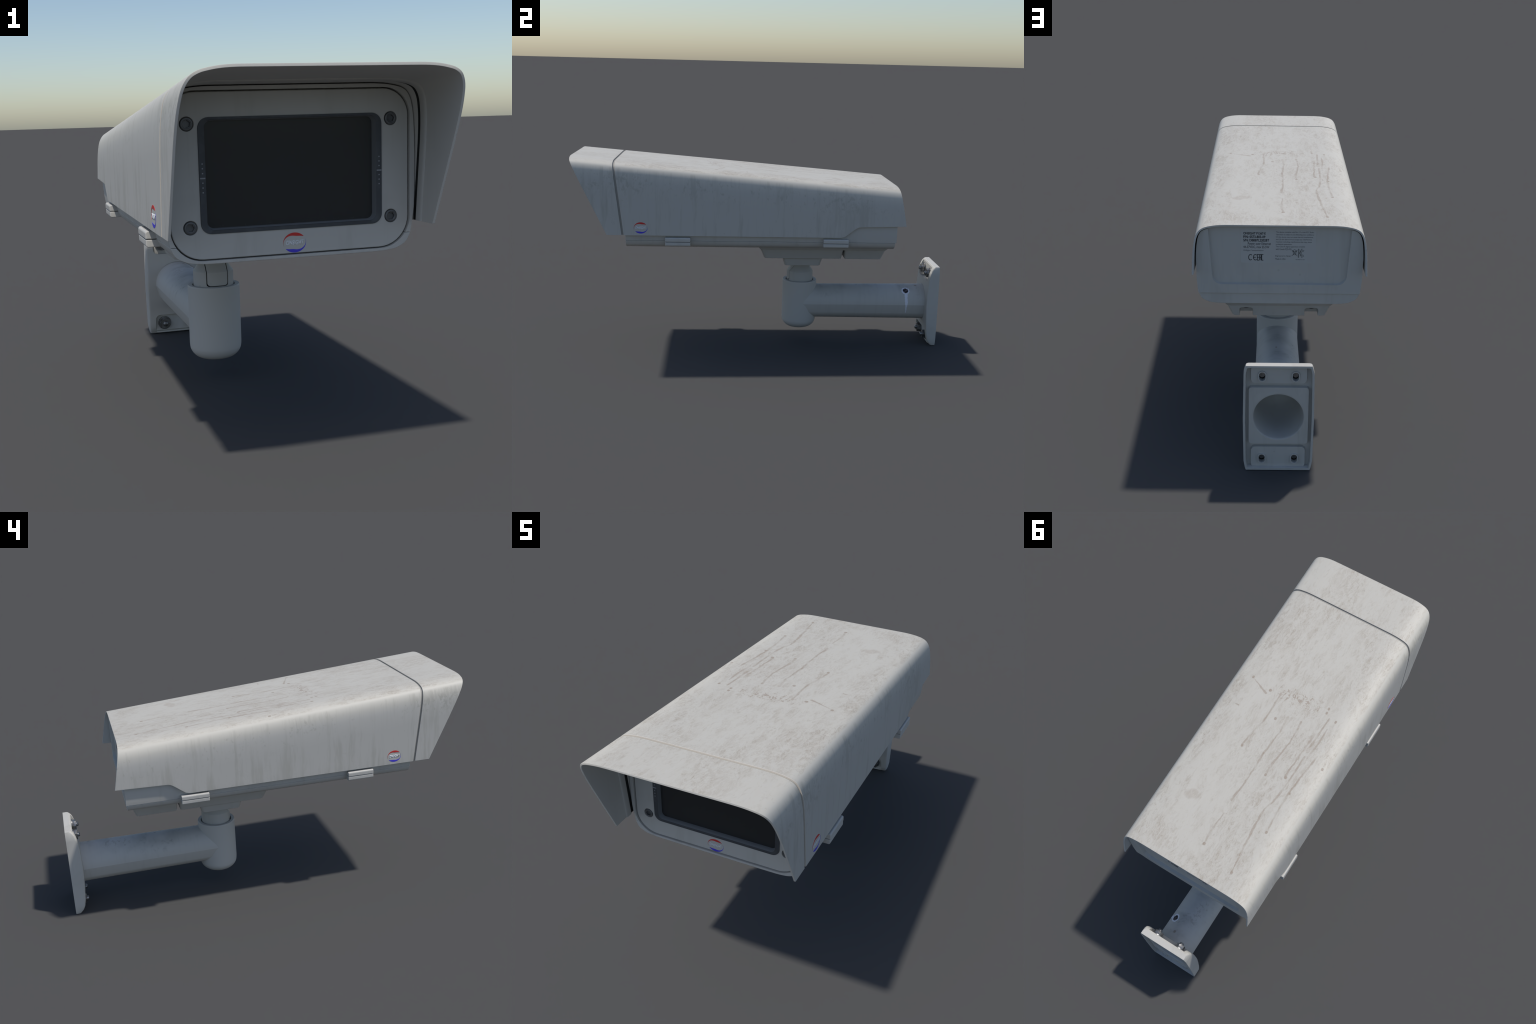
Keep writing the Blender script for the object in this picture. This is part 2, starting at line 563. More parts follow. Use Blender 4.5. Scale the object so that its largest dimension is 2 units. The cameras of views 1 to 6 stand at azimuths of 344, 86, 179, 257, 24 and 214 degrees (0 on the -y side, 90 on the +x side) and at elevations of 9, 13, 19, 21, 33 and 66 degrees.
def shield_strip(plane_a, plane_b, stations, bottom, inset=0.0):
    """grid of rings between two slanted planes y = c + k (z - z0)"""
    half = half_section(inset)
    lower = [.2, .4, .6, .8, 1.0]
    width_low = .3475 - inset
    rings = []
    for s in stations:
        side = []
        for x, d in half:
            z = 1.0
            for _ in range(25):
                y = (1 - s) * (plane_a[0] + plane_a[1] * (z - plane_a[2])) + s * (plane_b[0] + plane_b[1] * (z - plane_b[2]))
                z = roof(y) - d
            side.append((x, y, z))
        x_l, d_l = half[-1]
        for f in lower:
            z = .7
            for _ in range(40):
                y = (1 - s) * (plane_a[0] + plane_a[1] * (z - plane_a[2])) + s * (plane_b[0] + plane_b[1] * (z - plane_b[2]))
                z = (1 - f) * (roof(y) - d_l) + f * bottom(y)
            side.append((x_l + (width_low - x_l) * f, y, z))
        left = [(-x, y, z) for x, y, z in side[1:]][::-1]
        rings.append(left + side)
    return rings


FRONT = (-.807, -.49, .663)
SEAM = (-.7255, -.125, .661)
REAR = (.748, -.19, .726)
SEAM_F = (SEAM[0] - .0054, SEAM[1], SEAM[2])
SEAM_R = (SEAM[0] + .0054, SEAM[1], SEAM[2])


def hem(y):
    """lower edge of the shield sides: level, then stepping up towards the rear"""
    pts = [(-2, .6625), (.392, .6615), (.408, .6622), (.425, .667), (.480, .7085), (.492, .7155), (.503, .7185), (.75, .7255), (3, .73)]
    return float(np.interp(y, [p[0] for p in pts], [p[1] for p in pts]))


def sheet(name, rings, thickness, parent, mat):
    me = loft(name, rings, closed=False, caps=False)
    # make the normals point outwards: the roof must look up
    up = sum(p.normal.z * p.area for p in me.polygons)
    if up < 0:
        me.flip_normals()
    ob = add_object(name, me, parent, mat)
    m = ob.modifiers.new('thickness', 'SOLIDIFY')
    m.thickness = thickness
    m.offset = -1
    m.use_even_offset = True
    bake(ob)
    bevel(ob, .0011, 2, 60, 40)
    # outer roof / outer flanks / inside get their own coats
    for p in ob.data.polygons:
        c, nn = p.center, p.normal
        inside = nn.z < -.3 or nn.x * c.x < -.02
        p.material_index = 2 if inside else 0 if nn.z > .72 else 1
    return ob


visor = sheet('sun_visor', shield_strip(FRONT, SEAM_F, np.linspace(0, 1, 9), lambda y: .6625), .007, root, [M_ROOF, M_SIDE, M_INNER, M_EDGE])
st = sorted(set(np.round(np.concatenate([np.linspace(0, .74, 15), np.linspace(.75, .86, 28), np.linspace(.87, 1, 6)]), 4)))
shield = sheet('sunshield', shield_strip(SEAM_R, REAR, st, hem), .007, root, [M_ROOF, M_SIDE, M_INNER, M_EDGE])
for p in shield.data.polygons:                 # leading edge along the seam, coloured cream for the sun on it
    if p.normal.y < -.25 and p.center.y < -.70:
        p.material_index = 3

# rounded joining band inside the seam; its outer face is the floor of the groove
band_rings = []
for off, inset in ((-.0232, .0066), (-.0226, .0088), (-.0200, .0108), (-.0160, .0118), (.0010, .0118), (.0045, .0110), (.0068, .0096), (.0076, .0080), (.0235, .0076)):
    p = (SEAM[0] + off, SEAM[1], SEAM[2])
    band_rings.append(shield_strip(p, p, [0.0], lambda y: .6635, inset)[0])
band_rings.append(shield_strip((SEAM[0] + .0235, SEAM[1], SEAM[2]), SEAM, [0.0], lambda y: .6635, .0060)[0])
band_rings.append(shield_strip((SEAM[0] - .0232, SEAM[1], SEAM[2]), SEAM, [0.0], lambda y: .6635, .0060)[0])
n_r = len(band_rings[0])
verts = [p for r in band_rings for p in r]
faces = []
for i in range(len(band_rings)):
    k = (i + 1) % len(band_rings)
    for j in range(n_r - 1):
        faces.append((i * n_r + j, i * n_r + j + 1, k * n_r + j + 1, k * n_r + j))
faces.append(tuple(i * n_r for i in range(len(band_rings))))
faces.append(tuple(i * n_r + n_r - 1 for i in range(len(band_rings)))[::-1])
band = add_object('seam_band', mesh_from('seam_band', verts, faces), root, M_BASE)
smooth(band, 50)
band.data.materials.append(M_BLACK)
band.data.materials.append(M_GROOVE)
for p in band.data.polygons:                   # black strip in the gap behind the bead
    c = p.center
    if c.y - (SEAM[0] + SEAM[1] * (c.z - SEAM[2])) > .0085 and p.normal.x * c.x + p.normal.z * (c.z - .80) < 0:
        p.material_index = 1
    elif p.normal.x * c.x + p.normal.z * (c.z - .80) > 0:
        p.material_index = 2                   # darker floor of the seam groove

# ----------------------------------------------------------------------------
# housing: lid above, tray below, parted at z = .632
# ----------------------------------------------------------------------------
PART = .6320
HY0, HY1 = -.7135, .7035


def lid_ring(y):
    t = (y - HY0) / (HY1 - HY0)
    hs = half_section(.0102 + .0020 * t, 3)
    right = [(x, roof(y) - d) for x, d in hs]
    right += [(.3372 - .0042 * t, .78), (.3350 - .0028 * t, .70), (.3300 - .001 * t, .660), (.3262, .640), (.3250, PART + .0006)]
    ring = right + [(-x, z) for x, z in right[::-1][:-1]]
    return [(x, y, z) for x, z in ring]


def tray_ring(y, grow=0.0):
    low = smooth_curve([(.3245, PART - .0006), (.3210, .622), (.3130, .6085), (.3000, .5990), (.280, .5910), (.256, .5872), (.232, .5858), (.18, .5854)], 3)
    right = [(x, z) for x, z in low]
    ring = right + [(-x, z) for x, z in right[::-1]]
    return [(x, y, z) for x, z in ring]


lid = add_object('housing_lid', loft('housing_lid', [lid_ring(y) for y in (HY0, -.3, .2, HY1)]), root, M_BODY)
tray = add_object('housing_tray', loft('housing_tray', [tray_ring(HY0), tray_ring(-.2), tray_ring(.3), tray_ring(.698)]), root, M_BODY)

plate_outline = rounded_rect(-.3205, .3205, .5965, 1.0105, .070, 10, .082)
groove_outline = rounded_rect(-.3238, .3238, .5938, 1.0136, .073, 10, .084)
bite = lambda: prism_y('cutter', groove_outline, -.75, -.680)
boolean(tray, [bite()])
bevel(tray, .0020, 3, 40)
# shallow trapezoid recess in the rear face
recess = []
for half_top, half_bot, zt, zb, r, y in ((.2895, .2690, .960, .6690, .036, .720), (.2885, .2680, .960, .6700, .035, .7036), (.2852, .2648, .956, .6732, .034, .6895)):
    base = rounded_rect(-1, 1, zb, zt, r, 6)
    ring = []
    for cx, cz in base:
        f = (cz - zb) / (zt - zb)
        hw = half_bot + (half_top - half_bot) * f
        s = 1 if cx > 0 else -1
        ring.append((s * (hw - (1 - abs(cx))), y, cz))
    recess.append(ring)
recess_cut = add_object('cutter', loft('cutter', recess))
boolean(lid, [bite(), recess_cut])
bevel(lid, .0022, 3, 40)

# front plate -----------------------------------------------------------------
front = prism_y('front_plate', plate_outline, -.708, -.690, root, M_BODY)
window_hole = lambda: prism_y('cutter', rounded_rect(-.2420, .2420, .6630, .9460, .025, 7), -.75, -.60)
counterbores = [add_object('cutter', revolve('cutter', [(.001, -.75), (.0176, -.75), (.0176, -.7000), (.001, -.7000)], (sx, 0, sz), 32, 'y'))
                for sx in (-.2712, .2712) for sz in (.6780, .9335)]
boolean(front, [window_hole()] + counterbores)
bevel(front, .0028, 3, 40)
filler = prism_y('gap_filler', rounded_rect(-.318, .318, .600, 1.006, .06, 6, .08), -.6945, -.6925, front, M_BLACK)
boolean(filler, [window_hole()])

# window frame: flat printed band, then a chamfer down to the glass
fr = [(.2430, .6615, .9475, .026, -.7075), (.2448, .6600, .9490, .028, -.7085), (.2440, .6605, .9485, .027, -.7108),
      (.2300, .6692, .9432, .019, -.7112), (.2280, .6705, .9420, .018, -.7100), (.2245, .6730, .9400, .016, -.6945), (.2240, .6735, .9395, .016, -.6890)]
rings = [[(x, y, z) for x, z in rounded_rect(-hw, hw, zb, zt, r, 7)] for hw, zb, zt, r, y in fr]
frame = add_object('window_frame', loft('window_frame', rings, caps=False), front, M_FRAME)
smooth(frame, 40)
frame.data.materials.append(M_CHAMFER)
for p in frame.data.polygons:                  # chamfer to the glass, lightened for the sky light it catches
    if p.center.y > -.7095 and abs(p.center.x) < .2292 and .6698 < p.center.z < .9426:
        p.material_index = 1
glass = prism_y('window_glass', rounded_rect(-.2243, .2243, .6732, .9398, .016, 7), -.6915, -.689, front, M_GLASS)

ticks = []
for s in (-1, 1):
    for zz in (.8355, .8240, .8120, .7885, .7765, .7648):
        ticks.append((s * .2362, zz, .0032, .0032))
    ticks.append((s * .2362, .8000, .0130, .0034))
bm = bmesh.new()
for cx, cz, w, h in ticks:
    m = Matrix.Translation((cx, -.7113, cz)) @ Matrix.Diagonal((w, .0010, h, 1))
    bmesh.ops.create_cube(bm, size=1, matrix=m)
me = bpy.data.meshes.new('level_marks')
bm.to_mesh(me)
bm.free()
add_object('level_marks', me, front, M_TICK)['kind'] = 'stuff'

# socket screws
screw_me = None
for sx in (-.2712, .2712):
    for sz in (.6780, .9335):
        if screw_me is None:
            ob = add_object('socket_screw', revolve('socket_screw', [(0, .0100), (.0166, .0100), (.0166, .0002), (.0150, -.0016), (.0118, -.0020), (.0108, -.0010), (.0, -.0010)], (0, 0, 0), 32, 'y'), front, M_SCREW)
            hexa = [(.0098 * math.cos(math.radians(60 * i)), .0098 * math.sin(math.radians(60 * i))) for i in range(6)]
            boolean(ob, [prism_y('cutter', hexa, -.02, .0058)])
            bevel(ob, .0009, 2, 30)
            screw_me = ob.data
        else:
            ob = bpy.data.objects.new('socket_screw', screw_me)
            COL.objects.link(ob)
            ob.parent = front
            w = ob.modifiers.new('weighted', 'WEIGHTED_NORMAL')
            w.keep_sharp = True
        ob.location = (sx, -.7078, sz)
        ob.rotation_euler = (0, .6 * sx * 10 + sz * 7, 0)
# ----------------------------------------------------------------------------
# lettering helpers
# ----------------------------------------------------------------------------


def text_mesh(body, bold=0.0, depth=.0004):
    cu = bpy.data.curves.new('lettering', 'FONT')
    cu.body = body
    cu.size = 1
    cu.offset = bold
    cu.extrude = 0.0
    cu.resolution_u = 3
    ob = bpy.data.objects.new('lettering', cu)
    COL.objects.link(ob)
    dg = bpy.context.evaluated_depsgraph_get()
    dg.update()
    me = bpy.data.meshes.new_from_object(ob.evaluated_get(dg))
    bpy.data.objects.remove(ob)
    bm = bmesh.new()
    bm.from_mesh(me)
    bpy.data.meshes.remove(me)
    return bm


def fit(bm, x0, width, y0, height, slant=0.0):
    xs = [v.co.x for v in bm.verts]
    ys = [v.co.y for v in bm.verts]
    ax, bx, ay, by = min(xs), max(xs), min(ys), max(ys)
    for v in bm.verts:
        fy = (v.co.y - ay) / (by - ay)
        v.co.x = x0 + (v.co.x - ax) / (bx - ax) * width + slant * fy * height
        v.co.y = y0 + fy * height
    return bm


def thicken(bm, depth):
    r = bmesh.ops.extrude_face_region(bm, geom=list(bm.faces))
    for v in r['geom']:
        if isinstance(v, bmesh.types.BMVert):
            v.co.z += depth
    bmesh.ops.recalc_face_normals(bm, faces=bm.faces)


def crescent(bm, a, b, flip, slot):
    """swoosh that tapers to points: thick along its crown"""
    n = 28
    outer, inner = [], []
    for i in range(n + 1):
        t = i / n
        ang = math.radians(203 + (36 - 203) * t)
        w = .0088 * math.sin(math.pi * t ** 2.2) ** .9 if 0 < t < 1 else 0
        ox, oy = a * math.cos(ang), b * math.sin(ang)
        L = math.hypot(ox, oy)
        outer.append((ox, oy))
        inner.append((ox * (1 - w / L), oy * (1 - w / L)))
    if flip:
        outer = [(-x, -y) for x, y in outer]
        inner = [(-x, -y) for x, y in inner]
    vo = [bm.verts.new((x, y, 0)) for x, y in outer]
    vi = [bm.verts.new((x, y, 0)) for x, y in inner]
    for i in range(n):
        q = []
        for v in (vo[i], vo[i + 1], vi[i + 1], vi[i]):
            if all((v.co - u.co).length > 1e-7 for u in q):
                q.append(v)
        if len(q) > 2:
            f = bm.faces.new(q)
            f.material_index = slot


def emblem(parent, matrix, scale):
    bm = bmesh.new()
    crescent(bm, .0312, .0262, False, 0)
    crescent(bm, .0312, .0262, True, 1)
    word = fit(text_mesh('ONSIGHT', .04), -.0245, .0490, -.0066, .0130, .08)
    me_w = bpy.data.meshes.new('w')
    for f in word.faces:
        f.material_index = 2
    word.to_mesh(me_w)
    word.free()
    bm.from_mesh(me_w)
    thicken(bm, .0005)
    me = bpy.data.meshes.new('emblem')
    bm.to_mesh(me)
    bm.free()
    me.transform(matrix @ Matrix.Scale(scale, 4))
    return add_object('emblem', me, parent, [M_RED, M_BLUE, M_WORD])


RX = Matrix.Rotation(math.radians(90), 4, 'X')
emblem(front, Matrix.Translation((0, -.7081, .6245)) @ RX, .99)
emblem(shield, Matrix.Translation((.3474, -.6330, .7020)) @ Matrix.Rotation(math.radians(90), 4, 'Z') @ RX, 1.12)
emblem(shield, Matrix.Translation((-.3474, -.6195, .7035)) @ Matrix.Rotation(math.radians(-90), 4, 'Z') @ RX, 1.12)

# ----------------------------------------------------------------------------
# rear type label
# ----------------------------------------------------------------------------
REAR_Y = .6897
TO_REAR = Matrix.Translation((0, REAR_Y, 0)) @ Matrix.Rotation(math.radians(180), 4, 'Z') @ RX
label = add_object('type_label', loft('type_label', [[(x, REAR_Y - .0004, z) for x, z in rounded_rect(-.143, .155, .7580, .8975, .007)],
                                                      [(x, REAR_Y + .0002, z) for x, z in rounded_rect(-.143, .155, .7580, .8975, .007)]]), lid, M_LABEL)


def rear_text(lines, mat, name):
    """lines: (text, x_left, x_right, z_base, height, bold) as read from behind"""
    bm = bmesh.new()
    for body, xl, xr, zb, h, bold in lines:
        t = fit(text_mesh(body, bold), -xl, xl - xr, zb, h)
        me = bpy.data.meshes.new('t')
        t.to_mesh(me)
        t.free()
        bm.from_mesh(me)
        bpy.data.meshes.remove(me)
    bmesh.ops.translate(bm, vec=(0, 0, .0002), verts=bm.verts)
    thicken(bm, .0004)
    me = bpy.data.meshes.new(name)
    bm.to_mesh(me)
    bm.free()
    me.transform(TO_REAR)
    ob = add_object(name, me, lid, mat)
    ob['kind'] = 'stuff'
    return ob


rear_text([('ONSIGHT P1367-E', .1455, .0570, .8765, .0105, .025), ('P/N: 0573-803-09', .1455, .0580, .8620, .0108, .025),
           ('S/N: DBBB7L2202BT', .1455, .0430, .8478, .0108, .025)], M_INK, 'heading_lettering')
rear_text([('Power over Ethernet', .1275, .0355, .8335, .0110, 0), ('44-57VDC, max 25.5W', .1455, .0420, .8185, .0115, 0)], M_INK, 'rating_lettering')
rear_text([('ONSight Communications', .1455, .0650, .8060, .0078, 0),
           ('This device complies with Part 15 of the FCC Rules.', .0160, -.1350, .8835, .0074, 0),
           ('Operation is subject to the following two conditions:', .0160, -.1350, .8732, .0074, 0),
           ('(1) this device may not cause harmful interference,', .0160, -.1320, .8630, .0074, 0),
           ('and (2) this device must accept any interference', .0160, -.1270, .8530, .0074, 0),
           ('received, including interference that may cause', .0160, -.1260, .8428, .0074, 0),
           ('undesired operations.', .0160, -.0480, .8330, .0074, 0),
           ('This Class A digital apparatus complies', .0160, -.1000, .8232, .0074, 0),
           ('with Canada ICES-003.', .0160, -.0470, .8132, .0074, 0),
           ('Engineered in Haven.', .0175, -.0450, .7838, .0074, 0), ('Made in USA', .0175, -.0235, .7718, .0072, 0),
           ('KCC-REM-OS1-1367', -.0640, -.1000, .7715, .0034, 0)], M_INK_SOFT, 'small_print')


def strokes(name, paths, width, mat):
    """ribbons of constant width along polylines given in label coordinates"""
    bm = bmesh.new()
    for path in paths:
        for (x0, y0), (x1, y1) in zip(path[:-1], path[1:]):
            dx, dy = x1 - x0, y1 - y0
            L = math.hypot(dx, dy)
            nx, ny = -dy / L * width / 2, dx / L * width / 2
            ex, ey = dx / L * width * .25, dy / L * width * .25
            bm.faces.new([bm.verts.new((px, py, 0)) for px, py in
                          ((x0 - ex + nx, y0 - ey + ny), (x0 - ex - nx, y0 - ey - ny), (x1 + ex - nx, y1 + ey - ny), (x1 + ex + nx, y1 + ey + ny))])
    bmesh.ops.translate(bm, vec=(0, 0, .0002), verts=bm.verts)
    thicken(bm, .0004)
    me = bpy.data.meshes.new(name)
    bm.to_mesh(me)
    bm.free()
    me.transform(TO_REAR)
    ob = add_object(name, me, lid, mat)
    ob['kind'] = 'stuff'


def arc(cx, cy, r, a0, a1, n=14, sx=1.0):
    return [(cx + sx * r * math.cos(math.radians(a0 + (a1 - a0) * i / n)), cy + r * math.sin(math.radians(a0 + (a1 - a0) * i / n))) for i in range(n + 1)]


ZM = .7815
strokes('conformity_marks', [
    arc(-.1167, ZM, .0118, 50, 310, 14, .62), arc(-.0975, ZM, .0118, 50, 310, 14, .62), [(-.1040, ZM), (-.0960, ZM)],
    [(-.0830, ZM + .012), (-.0895, ZM + .012), (-.0895, ZM - .012), (-.0830, ZM - .012)], [(-.0890, ZM), (-.0840, ZM)],
    [(-.0805, ZM - .012), (-.0805, ZM + .012), (-.0748, ZM + .012), (-.0748, ZM - .012)], [(-.0805, ZM - .002), (-.0748, ZM - .002)],
    [(-.0660, ZM + .012), (-.0718, ZM + .012), (-.0718, ZM - .012), (-.0660, ZM - .012)]], .0027, M_INK)
strokes('recycling_mark', [
    [(.0525, .8085), (.0540, .7935), (.0640, .7935), (.0655, .8085), (.0525, .8085)], [(.0500, .8085), (.0680, .8085)],
    arc(.059, .8085, .0062, 0, 180, 8), [(.0480, .8140), (.0700, .7885)], [(.0700, .8140), (.0480, .7885)], [(.057, .802), (.061, .802), (.061, .797)]], .0012, M_INK)
strokes('certificate_mark', [
    [(.0735, .7830), (.0735, .8180), (.0765, .8180), (.0765, .7830), (.0735, .7830)],
    [(.0790, .8010), (.0860, .8180), (.0905, .8180)], [(.0790, .8010), (.0870, .7830), (.0905, .7830)],
    arc(.0935, .8005, .0125, 75, 285, 12), arc(.0935, .8005, .0080, 75, 285, 10)], .0013, M_INK)

# ----------------------------------------------------------------------------
# latches along the parting line
# ----------------------------------------------------------------------------
for s in (-1, 1):
    for y0, y1 in ((-.5085, -.3785), (.3140, .4465)):
        rings = []
        # cross-section (x out, z) of upper and lower half
        up = [(.318, .6310), (.3540, .6310), (.3540, .6480), (.3505, .6525), (.3180, .6525)]
        lo = [(.296, .6290), (.3530, .6290), (.3530, .6125), (.3490, .6085), (.3000, .6085)]
        ob = None
        parts = []
        for name, prof in (('latch', up), ('latch_hook', lo)):
            o = prism_y(name, [(s * x, z) for x, z in prof], y0, y1, root if name == 'latch' else parts[0], M_BODY)
            bevel(o, .0024, 3, 30)
            parts.append(o)

# ----------------------------------------------------------------------------
# mounting base under the tray
# ----------------------------------------------------------------------------
base = frustum_z('mounting_base', (.227, -.024, .692, .5862), (.2140, -.0085, .6735, .5655), .012, .012, root, M_BASE)
bevel(base, .002, 2, 40)
b_front = frustum_z('base_block', (.2120, -.006, .4415, .5660), (.1905, .0165, .4350, .5125), .012, .014, base, M_BASE)
bevel(b_front, .0035, 3, 40)
b_rear = frustum_z('base_block', (.2120, .4490, .6700, .5660), (.1905, .4520, .6510, .5125), .010, .012, base, M_BASE)
cut = []
for sx in (-.1345, .1345):
    o = loft('cutter', [[(sx + x, y, z) for x, z in rounded_rect(-.0275 - k, .0275 + k, .40, .5530, .012, 5)] for y, k in ((.606, -.002), (.72, .002))])
    cut.append(add_object('cutter', o))
boolean(b_rear, cut)
bevel(b_rear, .0035, 3, 40)
for sx in (-.1345, .1345):
    bolt = add_object('base_screw', revolve('base_screw', [(0, .5515), (.0135, .5515), (.0135, .5465), (.009, .5462), (.009, .549), (0, .549)], (sx, .640, 0), 24), base, M_BLACK)
    smooth(bolt, 40)
tier = frustum_z('swivel_foot', (.1720, .1165, .3365, .5140), (.1590, .1300, .3230, .4660), .016, .018, base, M_BASE)
bevel(tier, .0035, 3, 40)

# ----------------------------------------------------------------------------
# post with swivel cap
# ----------------------------------------------------------------------------
PC = (0, .2290)
ARM_Z = .2265
post_prof = smooth_curve([(.001, .0768), (.045, .0772), (.068, .0835), (.0845, .0975), (.0935, .1150), (.0957, .1350)], 4).tolist()
post_prof += [(.0957, .346), (.0952, .3505), (.0935, .3525), (.0800, .3525), (.0785, .3510), (.0775, .3380), (.001, .3380)]
post = add_object('post', revolve('post', post_prof, PC, 72), root, M_ARM)
smooth(post, 35)
cap_prof = [(.001, .337), (.0735, .337), (.0735, .4015), (.0730, .4040), (.0715, .4062), (.0600, .4230), (.0480, .4430), (.0470, .4480), (.0470, .4680), (.001, .4680)]
cap = add_object('swivel_cap', revolve('swivel_cap', cap_prof, PC, 64), root, M_BASE)
tongue = add_object('swivel_tongue', cap.data.copy(), root)


def slot_shape(grow, y0, y1):
    w = .0385 + grow
    o = rounded_rect(-w, w, .3545 - grow, .60, .010, 4)
    return prism_y('cutter', o, y0, y1)


boolean(cap, [slot_shape(.0016, .10, .2000)])
boolean(tongue, [slot_shape(-.0016, .08, .2060)], 'INTERSECT')
bevel(cap, .0012, 2, 40)
bevel(tongue, .0016, 2, 40)
tongue.parent = cap
backing = revolve('slot_shadow', [(.001, .339), (.0660, .339), (.0660, .402), (.044, .438), (.001, .438)], PC, 40)
add_object('slot_shadow', backing, cap, M_BLACK)

# ----------------------------------------------------------------------------
# arm: tube with a crease along both flanks, hollow from the wall side
# ----------------------------------------------------------------------------


def arm_ring(y, r):
    ring = []
    for i in range(33):                       # upper half circle, +x to -x
        a = math.pi * i / 32
        ring.append((r * math.cos(a), y, ARM_Z + r * math.sin(a)))
    for i in range(25):                       # lower part starts again after a flat facet
        a = math.pi + math.radians(30) + math.radians(120) * i / 24
        ring.append((r * math.cos(a), y, ARM_Z + r * 1.02 * math.sin(a)))
    return ring


ys = [(.229, .0945), (.33, .0945), (.60, .0962), (.90, .0985), (.930, .0990), (.946, .1010)]
arm = add_object('arm', loft('arm', [arm_ring(y, r) for y, r in ys]), root, M_ARM)
bore = lambda: add_object('cutter', revolve('cutter', [(.001, .70), (.0880, .70), (.0985, .955), (.1000, .990), (.1000, 1.02), (.001, 1.02)], (0, 0, .2300), 64, 'y'))
arm_bore = lambda: add_object('cutter', revolve('cutter', [(.001, .70), (.0880, .70), (.0970, .960), (.0970, 1.02), (.001, 1.02)], (0, 0, .2290), 64, 'y'))
boolean(arm, [arm_bore()])
smooth(arm, 60)
for e in arm.data.edges:                       # one hard crease along each flank
    a, b = (arm.data.vertices[i].co for i in e.vertices)
    if abs(a.z - ARM_Z) < 1e-4 and abs(b.z - ARM_Z) < 1e-4 and abs(a.y - b.y) > .01 and abs(a.x) > .094:
        e.use_edge_sharp = True

# ----------------------------------------------------------------------------
# wall plate
# ----------------------------------------------------------------------------


def plate_ring(y, inset=0.0, zs=(0.0, .4550)):
    z0, z1 = zs
    right = [(.1260, z0), (.1298, z0 + .010), (.1350, z0 + .040), (.1378, .225), (.1350, z1 - .035), (.1298, z1 - .010), (.1260, z1)]
    pts = right + [(-x, z) for x, z in right[::-1]]
    out = []
    for x, z in pts:
        x -= math.copysign(inset, x)
        z = min(max(z, z0 + inset), z1 - inset)
        out.append((x, y, z))
    return out


def front_y(z):
    return float(np.interp(z, [0, .006, .018, .040, .075, .15, .225, .30, .36, .39, .415, .435, .446, .455],
                           [.973, .968, .959, .950, .944, .938, .9345, .9365, .940, .9435, .949, .956, .962, .972]))


# solid: back outline extruded forward to the curved front
def plate_side(z):
    return float(np.interp(z, [0, .012, .042, .225, .420, .443, .455], [.1260, .1298, .1350, .1378, .1350, .1298, .1260]))


zs = [0, .006, .012, .018, .030, .042, .058, .075, .11, .15, .19, .225, .26, .30, .335, .36, .39, .405, .42, .435, .443, .449, .455]
rings = []
for z in zs:
    w = plate_side(z)
    yf = front_y(z)
    rings.append([(-w, 1.0, z), (w, 1.0, z), (w, yf + .010, z), (w - .0035, yf + .003, z), (w - .010, yf, z),
                  (-w + .010, yf, z), (-w + .0035, yf + .003, z), (-w, yf + .010, z)])
plate = add_object('wall_plate', loft('wall_plate', rings), root, M_PLATE)
cut = []
cut.append(prism_y('cutter', rounded_rect(-.104, .104, .366, .60, .020, 5), .90, .9640))        # upper nut pocket
cut.append(prism_y('cutter', rounded_rect(-.105, .105, -.20, .0885, .020, 5), .90, .9610))       # lower nut pocket
hollow = [[(x, 1.01, z) for _, (x, y, z) in enumerate(plate_ring(0, .0075))], [(x, .972, z) for x, y, z in plate_ring(0, .0105)]]
cut.append(add_object('cutter', loft('cutter', hollow)))
boolean(plate, cut)


def pad(outline_lo, outline_hi, y0, y1):
    return add_object('cutter', loft('cutter', [[(x, y0, z) for x, z in outline_lo], [(x, y1, z) for x, z in outline_hi]]))


pads = [pad(rounded_rect(-.1185, .1185, .1085, .3610, .012, 4), rounded_rect(-.1155, .1155, .1120, .3580, .012, 4), .958, .9880),
        pad(rounded_rect(-.1095, .1095, .3720, .4520, .018, 4), rounded_rect(-.1070, .1070, .3745, .4520, .018, 4), .966, .9850),
        pad(rounded_rect(-.1090, .1090, .0030, .0985, .018, 4), rounded_rect(-.1065, .1065, .0030, .0960, .018, 4), .966, .9850)]
boolean(plate, pads, 'UNION')
BOLTS = [(sx * .0640, z) for sx in (-1, 1) for z in (.0480, .4080)]
rims = []
for sx, z in BOLTS:
    zc = z - .003
    rims.append(pad(rounded_rect(sx - .0178, sx + .0178, zc - .0243, zc + .0243, .0172, 6), rounded_rect(sx - .0160, sx + .0160, zc - .0225, zc + .0225, .0155, 6), .974, .9912))
boolean(plate, rims, 'UNION')
slots = [prism_y('cutter', rounded_rect(sx - .0118, sx + .0118, z - .021, z + .0155, .0115, 6), .9662, 1.05) for sx, z in BOLTS]
boolean(plate, slots + [bore()])
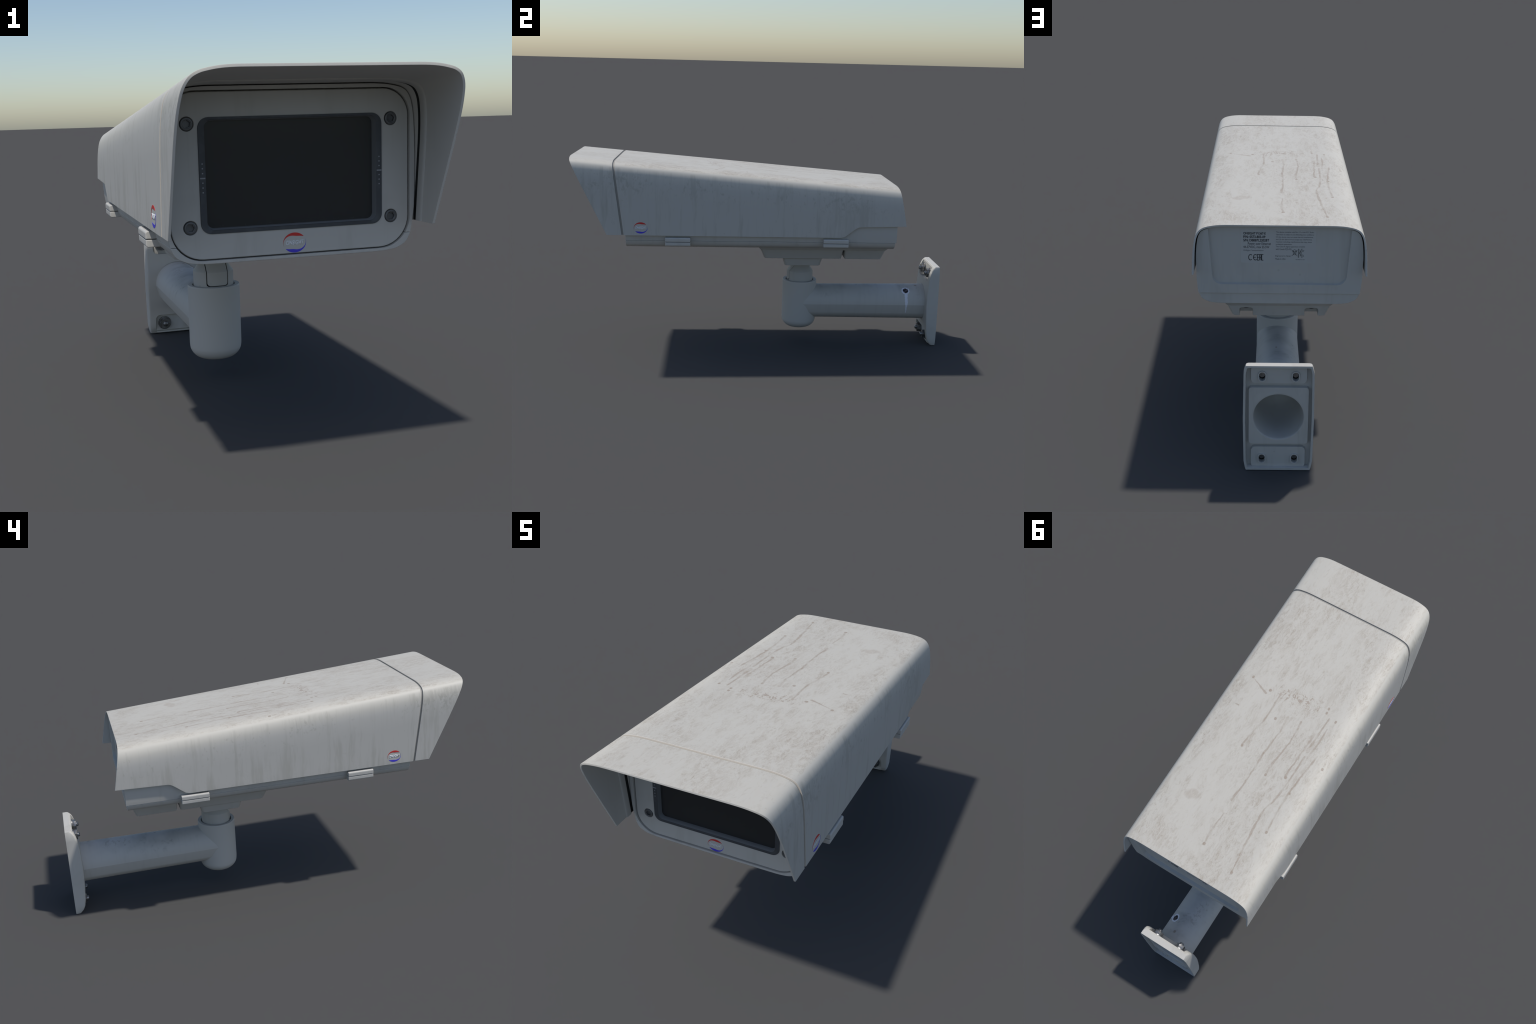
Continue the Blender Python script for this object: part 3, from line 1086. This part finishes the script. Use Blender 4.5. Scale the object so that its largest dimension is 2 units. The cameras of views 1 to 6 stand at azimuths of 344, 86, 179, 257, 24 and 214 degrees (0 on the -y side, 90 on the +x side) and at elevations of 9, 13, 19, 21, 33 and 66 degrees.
for sx, z in BOLTS:
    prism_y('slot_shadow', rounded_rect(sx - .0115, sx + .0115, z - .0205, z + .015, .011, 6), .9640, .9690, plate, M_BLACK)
bevel(plate, .0026, 2, 35, 40)

# smooth bowl that closes the arm's open end, seen from the wall side
bowl_prof = smooth_curve([(.001, .768), (.022, .770), (.044, .778), (.0620, .795), (.0755, .825), (.0850, .865), (.0908, .915),
                          (.0945, .955), (.0962, .9750), (.0975, .9835), (.1000, .9874), (.1030, .9884)], 3).tolist()
bowl = add_object('arm_socket', revolve('arm_socket', bowl_prof, (0, 0, .2300), 72, 'y', caps=False), plate, M_PLATE)
smooth(bowl, 60)

# anchor bolts: washer, hexagon nut, rounded stud end
hexa = [(.0255 * math.cos(math.radians(60 * i)), .0255 * math.sin(math.radians(60 * i))) for i in range(6)]
nut_src = prism_y('anchor_nut', hexa, .9405, .9585, plate, M_STEEL)
cone = add_object('cutter', revolve('cutter', [(.001, .930), (.0215, .9385), (.030, .9475), (.030, .99), (.001, .99)], (0, 0, 0), 32, 'y'))
boolean(nut_src, [cone], 'INTERSECT')
bevel(nut_src, .0008, 2, 30)
washer_me = revolve('washer', [(.010, .9585), (.0290, .9585), (.0295, .9595), (.0290, .9645), (.010, .9645)], (0, 0, 0), 32, 'y')
stud_me = revolve('anchor_stud', [(.001, .9285), (.007, .9288), (.0098, .9305), (.0112, .9340), (.0112, .9780), (.0102, .9790), (.001, .9790)], (0, 0, 0), 28, 'y')
for i, (sx, z) in enumerate(BOLTS):
    dy = -.003 if z < .2 else .0
    if i == 0:
        nut = nut_src
    else:
        nut = bpy.data.objects.new('anchor_nut', nut_src.data)
        COL.objects.link(nut)
        nut.parent = plate
    nut.location = (sx, dy, z)
    nut.rotation_euler = (0, .35 + 1.3 * i, 0)
    for nm, me in (('washer', washer_me), ('anchor_stud', stud_me)):
        if not me.materials:
            me.materials.append(M_STEEL)
        o = bpy.data.objects.new(nm, me)
        COL.objects.link(o)
        o.parent = plate
        o.location = (sx, dy, z)
        smooth(o, 40)

bpy.context.view_layer.update()
